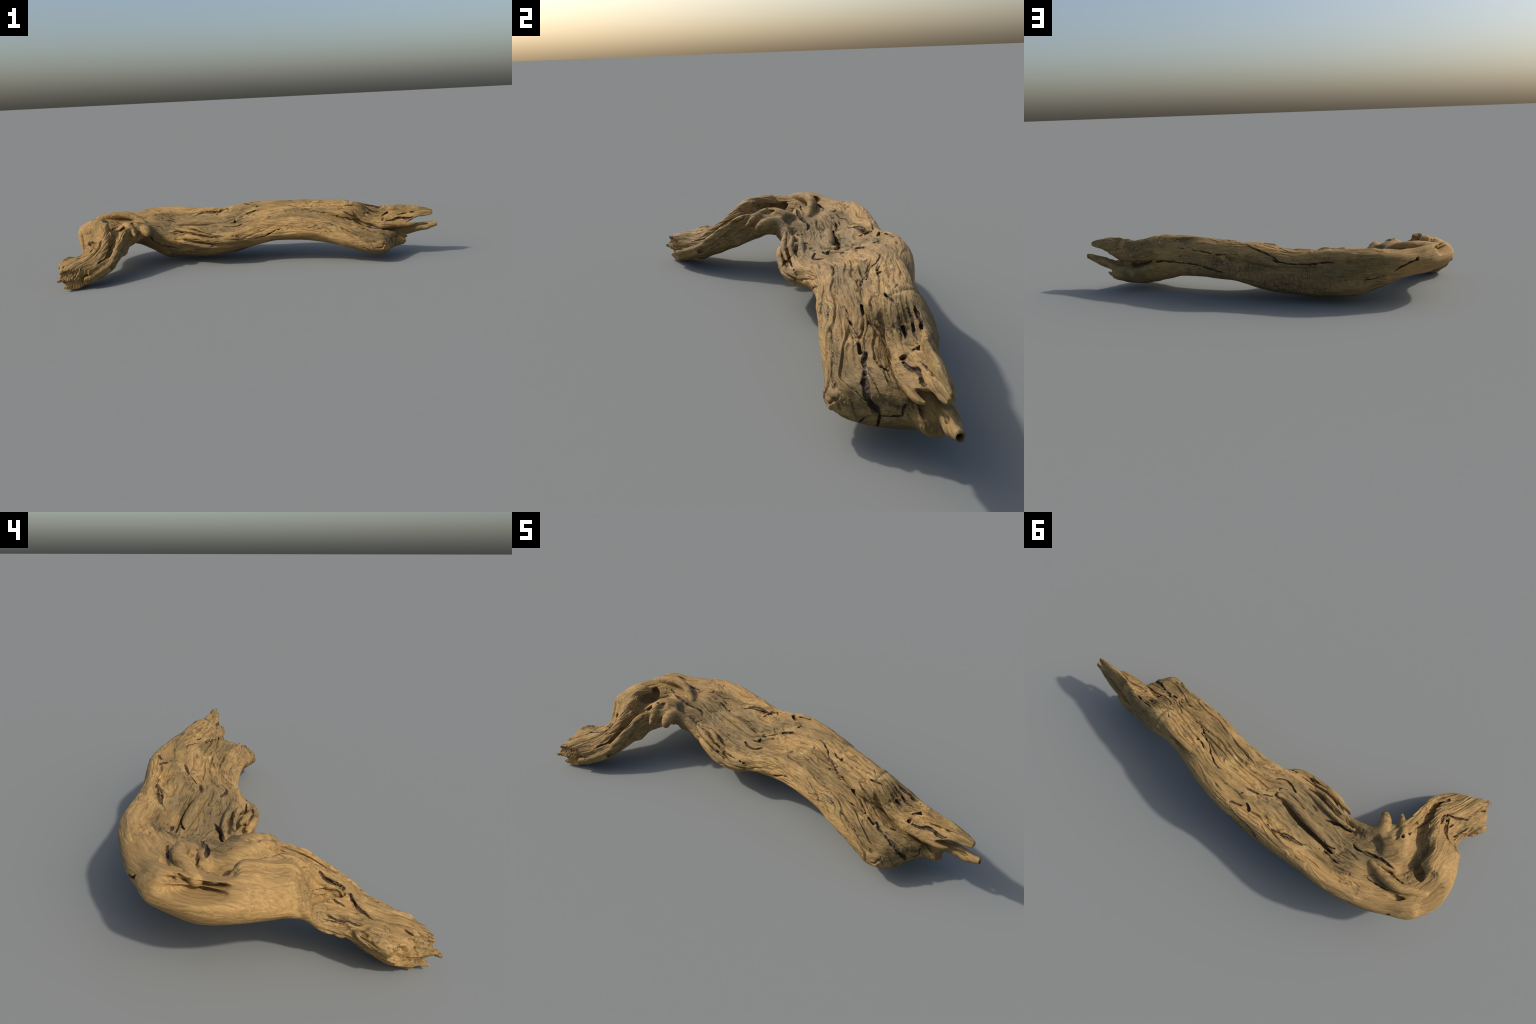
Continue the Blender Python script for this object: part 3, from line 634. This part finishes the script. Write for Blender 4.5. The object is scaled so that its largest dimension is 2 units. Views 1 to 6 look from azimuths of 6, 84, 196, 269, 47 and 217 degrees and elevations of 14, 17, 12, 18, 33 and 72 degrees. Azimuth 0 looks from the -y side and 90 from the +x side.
def surface_nets(D, origin):
    neg = D < 0
    cs = np.zeros(tuple(n - 1 for n in D.shape), np.uint8)
    for a in (0, 1):
        for b in (0, 1):
            for c in (0, 1):
                cs += neg[a:D.shape[0] - 1 + a, b:D.shape[1] - 1 + b, c:D.shape[2] - 1 + c]
    cell = np.argwhere((cs > 0) & (cs < 8))
    vid = np.full(cs.shape, -1, np.int32)
    vid[cell[:, 0], cell[:, 1], cell[:, 2]] = np.arange(len(cell))
    P = np.zeros((len(cell), 3)); cnt = np.zeros(len(cell))
    corner = np.array([[a, b, c] for a in (0, 1) for b in (0, 1) for c in (0, 1)])
    val = np.stack([D[cell[:, 0] + a, cell[:, 1] + b, cell[:, 2] + c] for a, b, c in corner], 1).astype(float)
    val = np.clip(val, -VOXEL * 2, VOXEL * 2)
    for i in range(8):
        for j in range(i + 1, 8):
            if np.abs(corner[i] - corner[j]).sum() != 1:
                continue
            x = (val[:, i] < 0) != (val[:, j] < 0)
            t = val[x, i] / (val[x, i] - val[x, j])
            P[x] += corner[i] + t[:, None] * (corner[j] - corner[i]); cnt[x] += 1
    V = origin + (cell + P / cnt[:, None]) * VOXEL
    quads = []
    for ax in range(3):
        b, c = (ax + 1) % 3, (ax + 2) % 3
        sl0 = [slice(1, -1)] * 3; sl1 = [slice(1, -1)] * 3
        sl0[ax] = slice(0, -1); sl1[ax] = slice(1, None)
        flip = neg[tuple(sl0)] != neg[tuple(sl1)]
        e = np.argwhere(flip)
        st = neg[tuple(sl0)][flip]
        base = e.copy(); base[:, b] += 1; base[:, c] += 1      # lattice point index
        q = []
        for db, dc in ((-1, -1), (0, -1), (0, 0), (-1, 0)):
            p = base.copy(); p[:, b] += db; p[:, c] += dc
            q.append(vid[p[:, 0], p[:, 1], p[:, 2]])
        q = np.stack(q, 1)
        q[~st] = q[~st][:, ::-1]
        quads.append(q)
    Qd = np.concatenate(quads)
    return V, Qd[(Qd >= 0).all(1)]

def largest_island(V, Q):
    lab = np.arange(len(V))
    e = np.concatenate([Q[:, [0, 1]], Q[:, [1, 2]], Q[:, [2, 3]], Q[:, [3, 0]]])
    while True:
        m = np.minimum(lab[e[:, 0]], lab[e[:, 1]])
        new = lab.copy()
        np.minimum.at(new, e[:, 0], m); np.minimum.at(new, e[:, 1], m)
        new = new[new]
        if (new == lab).all():
            break
        lab = new
    u, c = np.unique(lab, return_counts=True)
    keep = lab == u[np.argmax(c)]
    ren = np.cumsum(keep) - 1
    return V[keep], ren[Q[keep[Q[:, 0]]]]

def smooth_verts(V, Q, rounds=1, amount=.35):
    for _ in range(rounds):
        acc = np.zeros_like(V); cnt = np.zeros(len(V))
        for i in range(4):
            a, b = Q[:, i], Q[:, (i + 1) % 4]
            np.add.at(acc, a, V[b]); np.add.at(cnt, a, 1)
        V = V * (1 - amount) + amount * acc / cnt[:, None]
    return V

def vertex_normals(V, Q):
    n = np.cross(V[Q[:, 2]] - V[Q[:, 0]], V[Q[:, 3]] - V[Q[:, 1]])
    out = np.zeros_like(V)
    for i in range(4):
        for k in range(3):
            out[:, k] += np.bincount(Q[:, i], n[:, k], len(V))
    return out / np.maximum(np.linalg.norm(out, axis=1), 1e-12)[:, None]

D, origin = build_field()
V, Q = surface_nets(D, origin)
V, Q = largest_island(V, Q)
V = smooth_verts(V, Q, 1, .3)
N = smooth_verts(vertex_normals(V, Q), Q, 2, .5)
N /= np.linalg.norm(N, axis=1)[:, None]
_, lab, slot = evaluate(V, True)
gs, gw = unbend(V[:, 0], V[:, 1])
_, gang, _, _ = trunk.field(gs, gw, V[:, 2])
slack = np.ones(len(V))
slack[np.isin(lab, [PARTS.index(p) for p in ("stick", "flap", "strand", "splinter", "horn")])] = .5
slack[np.isin(lab, [PARTS.index(p) for p in ("knob", "stub")])] = .25
slack[slot] = .15
slack = smooth_verts(slack[:, None], Q, 3, .6)[:, 0]
V = V + N * (relief(V, gs, gw, gang) * slack)[:, None]
V[:, 2] -= V[:, 2].min()
lo, hi = V.min(0), V.max(0)
print("mesh", len(V), len(Q), "bbox", lo.round(3), hi.round(3))
N = vertex_normals(V, Q)

# --------------------------------------------------------------- materials
class Nodes:
    """Small helper to write node graphs as expressions."""
    def __init__(self, mat):
        self.t = mat.node_tree
    def new(self, kind, **props):
        n = self.t.nodes.new(kind)
        for k, v in props.items():
            setattr(n, k, v)
        return n
    def put(self, sock, v):
        if hasattr(v, "links") or isinstance(v, bpy.types.NodeSocket):
            self.t.links.new(v, sock)
        else:
            sock.default_value = v
    def math(self, op, a, b=0.0, clamp=False):
        n = self.new("ShaderNodeMath", operation=op, use_clamp=clamp)
        self.put(n.inputs[0], a); self.put(n.inputs[1], b)
        return n.outputs[0]
    def vec(self, x, y, z):
        n = self.new("ShaderNodeCombineXYZ")
        for i, v in enumerate((x, y, z)):
            self.put(n.inputs[i], v)
        return n.outputs[0]
    def noise(self, v, scale=1.0, detail=3.0, rough=.55, distort=0.0):
        n = self.new("ShaderNodeTexNoise")
        self.put(n.inputs["Vector"], v)
        n.inputs["Scale"].default_value = scale; n.inputs["Detail"].default_value = detail
        n.inputs["Roughness"].default_value = rough; n.inputs["Distortion"].default_value = distort
        return n.outputs["Fac"]
    def ramp(self, f, lo, hi):
        n = self.new("ShaderNodeMapRange", interpolation_type="SMOOTHSTEP")
        self.put(n.inputs[0], f); n.inputs[1].default_value = lo; n.inputs[2].default_value = hi
        return n.outputs[0]
    def mix(self, f, a, b, blend="MIX"):
        n = self.new("ShaderNodeMix", data_type="RGBA", blend_type=blend)
        self.put(n.inputs[0], f)
        for sock, v in ((n.inputs[6], a), (n.inputs[7], b)):
            self.put(sock, (*v, 1) if isinstance(v, tuple) else v)
        return n.outputs[2]

def grain_coordinates(g):
    """Object coordinates straightened along the bend: (s, w, z)."""
    tc = g.new("ShaderNodeTexCoord")
    sp = g.new("ShaderNodeSeparateXYZ"); g.put(sp.inputs[0], tc.outputs["Object"])
    dx = g.math("SUBTRACT", sp.outputs[0], QX); dy = g.math("SUBTRACT", sp.outputs[1], QY)
    f = g.math("ARCTAN2", g.math("MULTIPLY", dx, -1.0), dy)
    f = g.math("MINIMUM", g.math("MAXIMUM", f, 0.0), math.pi / 2)
    sn, cn = g.math("SINE", f), g.math("COSINE", f)
    w = g.math("SUBTRACT", g.math("MULTIPLY", dy, cn), g.math("MULTIPLY", dx, sn))
    s = g.math("ADD", g.math("MULTIPLY", dx, cn), g.math("MULTIPLY", dy, sn))
    s = g.math("SUBTRACT", s, g.math("MULTIPLY", f, RHO))
    return tc.outputs["Object"], s, w, sp.outputs[2]

def wood_material(name, inside=False, warm=0.0):
    mat = bpy.data.materials.new(name); mat.use_nodes = True
    g = Nodes(mat); bs = mat.node_tree.nodes["Principled BSDF"]
    obj, s, w, z = grain_coordinates(g)
    wob = g.math("MULTIPLY", g.math("SUBTRACT", g.noise(obj, 7, 2), .5), .05)
    # straighten the wavering edges so that the figure runs parallel to them
    fc = g.new("ShaderNodeFloatCurve")
    cu = fc.mapping.curves[0]
    S0, S1 = -.9, 1.5
    ks = np.linspace(S0, S1, 26)
    for k, x in enumerate(ks):
        p = ((x - S0) / (S1 - S0), float(np.interp(x, trunk.fine, FRONT)))
        if k in (0, len(ks) - 1):
            cu.points[0 if k == 0 else 1].location = p
        else:
            cu.points.new(*p)
    fc.mapping.update()
    g.put(fc.inputs["Value"], g.math("DIVIDE", g.math("SUBTRACT", s, S0), S1 - S0))
    wn = g.math("SUBTRACT", w, fc.outputs[0])
    w2, z2 = g.math("ADD", wn, wob), g.math("ADD", z, wob)
    def along(ks, kw):
        return g.vec(g.math("MULTIPLY", s, ks), g.math("MULTIPLY", w2, kw), g.math("MULTIPLY", z2, kw))
    blotch = g.noise(along(3, 9), 1, 4, .6)
    patch = g.noise(obj, 11, 5, .65)
    streak = g.noise(along(9, 130), 1, 4, .65)
    fibre = g.noise(along(26, 420), 1, 3, .6)
    col = g.mix(g.ramp(blotch, .38, .62), HONEY, OLIVE)
    col = g.mix(g.math("MULTIPLY", g.ramp(patch, .54, .70), .7), col, PALE)
    col = g.mix(g.math("MULTIPLY", g.ramp(g.noise(along(4, 16), 1.3, 3), .55, .70), .45), col, RUST)
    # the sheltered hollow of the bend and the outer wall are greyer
    hollow = g.math("MULTIPLY", g.math("MULTIPLY", g.ramp(w, .345, .30), g.ramp(w, .06, .12)),
                    g.math("MULTIPLY", g.ramp(s, .50, .30), g.ramp(s, -.36, -.24)))
    wall = g.math("MULTIPLY", g.math("MULTIPLY", g.ramp(w, .30, .38), g.ramp(z, .25, .19)), g.ramp(s, -.25, -.05))
    grey = g.math("MULTIPLY", g.math("MAXIMUM", hollow, wall), g.ramp(g.noise(obj, 6, 3), .25, .60))
    col = g.mix(g.math("MULTIPLY", grey, .62), col, GREY)
    # worn lip of the rim and the polished band round the bend
    lip = g.math("MULTIPLY", g.math("MULTIPLY", g.ramp(w, .335, .375), g.ramp(z, .23, .262)), g.ramp(s, .95, .75))
    band = g.math("MULTIPLY", g.math("MULTIPLY", g.ramp(w, .395, .43), g.ramp(s, -.12, -.22)), g.ramp(s, -.58, -.50))
    polish = g.math("MAXIMUM", g.math("MULTIPLY", lip, .8), band)
    col = g.mix(g.math("MULTIPLY", polish, .55), col, AMBER)
    if warm:
        col = g.mix(warm, col, AMBER)
    tone = g.math("ADD", .30, g.math("MULTIPLY", streak, 1.15))
    tone = g.math("ADD", tone, g.math("MULTIPLY", g.math("SUBTRACT", fibre, .5), .35))
    col = g.mix(1.0, col, g.vec(tone, tone, tone), "MULTIPLY")
    # hairline checks filled with dirt, along the grain
    def hairs(ks, kw, width, lo, hi):
        n = g.math("ABSOLUTE", g.math("SUBTRACT", g.noise(along(ks, kw), 1, 3, .6), .5))
        return g.math("MULTIPLY", g.ramp(n, width, width * .25), g.ramp(g.noise(along(ks * 1.7, kw * .4), 1, 2), lo, hi))
    hair = g.math("MAXIMUM", hairs(4.5, 42, .020, .48, .60), hairs(9, 105, .028, .50, .62))
    speck = g.math("MULTIPLY", g.ramp(g.noise(along(45, 120), 1, 2), .67, .74), g.ramp(g.noise(obj, 14, 2), .50, .60))
    dirt = g.math("MAXIMUM", g.math("MULTIPLY", hair, .72), g.math("MULTIPLY", speck, .7))
    calm = g.math("MAXIMUM", polish, g.ramp(g.noise(along(2.4, 8), 1, 2), .50, .62))
    dirt = g.math("MULTIPLY", dirt, g.math("SUBTRACT", 1.0, g.math("MULTIPLY", calm, .75)))
    # crazed checks across the grain on the smooth outer side of the trunk
    vor = g.new("ShaderNodeTexVoronoi", feature="DISTANCE_TO_EDGE")
    g.put(vor.inputs["Vector"], g.vec(g.math("MULTIPLY", g.math("ADD", s, g.math("MULTIPLY", wob, .35)), 58.0), g.math("MULTIPLY", w, 12.0), g.math("MULTIPLY", z, 19.0)))
    vor.inputs["Scale"].default_value = 1.0
    outer = g.math("MULTIPLY", g.ramp(w, .33, .38), g.ramp(z, .235, .18))
    outer = g.math("MULTIPLY", outer, g.math("MULTIPLY", g.ramp(s, -.05, .15), g.ramp(s, 1.15, .95)))
    craze = g.math("MULTIPLY", g.ramp(vor.outputs[0], .055, .012), g.math("MULTIPLY", outer, g.ramp(g.noise(obj, 8, 2), .34, .50)))
    dirt = g.math("MAXIMUM", dirt, g.math("MULTIPLY", craze, .75))
    col = g.mix(dirt, col, DIRT_SHADE)
    if inside:
        col = g.mix(.80, col, DIRT_SHADE)  # slot faces: dirt tint plus the shade of their depth, painted into the colour
    g.put(bs.inputs["Base Color"], col)
    bs.inputs["Roughness"].default_value = .72
    bs.inputs["Specular IOR Level"].default_value = .25
    h = g.math("ADD", g.math("MULTIPLY", streak, .8), g.math("MULTIPLY", fibre, .25))
    h = g.math("SUBTRACT", h, g.math("MULTIPLY", dirt, .6))
    bump = g.new("ShaderNodeBump")
    bump.inputs["Strength"].default_value = .7; bump.inputs["Distance"].default_value = .005
    g.put(bump.inputs["Height"], h)
    g.put(bs.inputs["Normal"], bump.outputs[0])
    return mat

HONEY, OLIVE, PALE = (.375, .230, .083), (.205, .135, .050), (.45, .325, .130)
RUST, AMBER, DIRT_SHADE = (.235, .130, .048), (.42, .255, .090), (.030, .019, .016)
GREY = (.190, .138, .064)
wood = wood_material("weathered_wood")
warm_wood = wood_material("honey_wood", warm=.25)
slot_wood = wood_material("dirt_shade_slot_wood", inside=True)

# ------------------------------------------------------------------ objects
slot_face = slot[Q].sum(1) >= 3
flab = lab[Q]
face_part = np.sort(flab, 1)[:, 1]
root = bpy.data.objects.new("driftwood_log", None)
bpy.context.collection.objects.link(root)
root["label"] = "golden brown weathered driftwood log with curled root branch"
root["category"] = "driftwood"
for i, part in enumerate(PARTS):
    q = Q[face_part == i]
    if not len(q):
        continue
    used, inv = np.unique(q, return_inverse=True)
    me = bpy.data.meshes.new(part)
    f = inv.reshape(-1, 4)
    me.vertices.add(len(used)); me.vertices.foreach_set("co", V[used].ravel())
    me.loops.add(f.size); me.loops.foreach_set("vertex_index", f.ravel())
    me.polygons.add(len(f)); me.polygons.foreach_set("loop_start", np.arange(0, f.size, 4))
    me.update(calc_edges=True); me.validate()
    me.polygons.foreach_set("use_smooth", np.ones(len(me.polygons), bool))
    me.normals_split_custom_set_from_vertices(N[used].tolist())
    me.materials.append(warm_wood if part in ("branch", "stick") else wood)
    me.materials.append(slot_wood)
    me.polygons.foreach_set("material_index", slot_face[face_part == i].astype(np.int32))
    ob = bpy.data.objects.new(part, me)
    bpy.context.collection.objects.link(ob)
    ob.parent = root
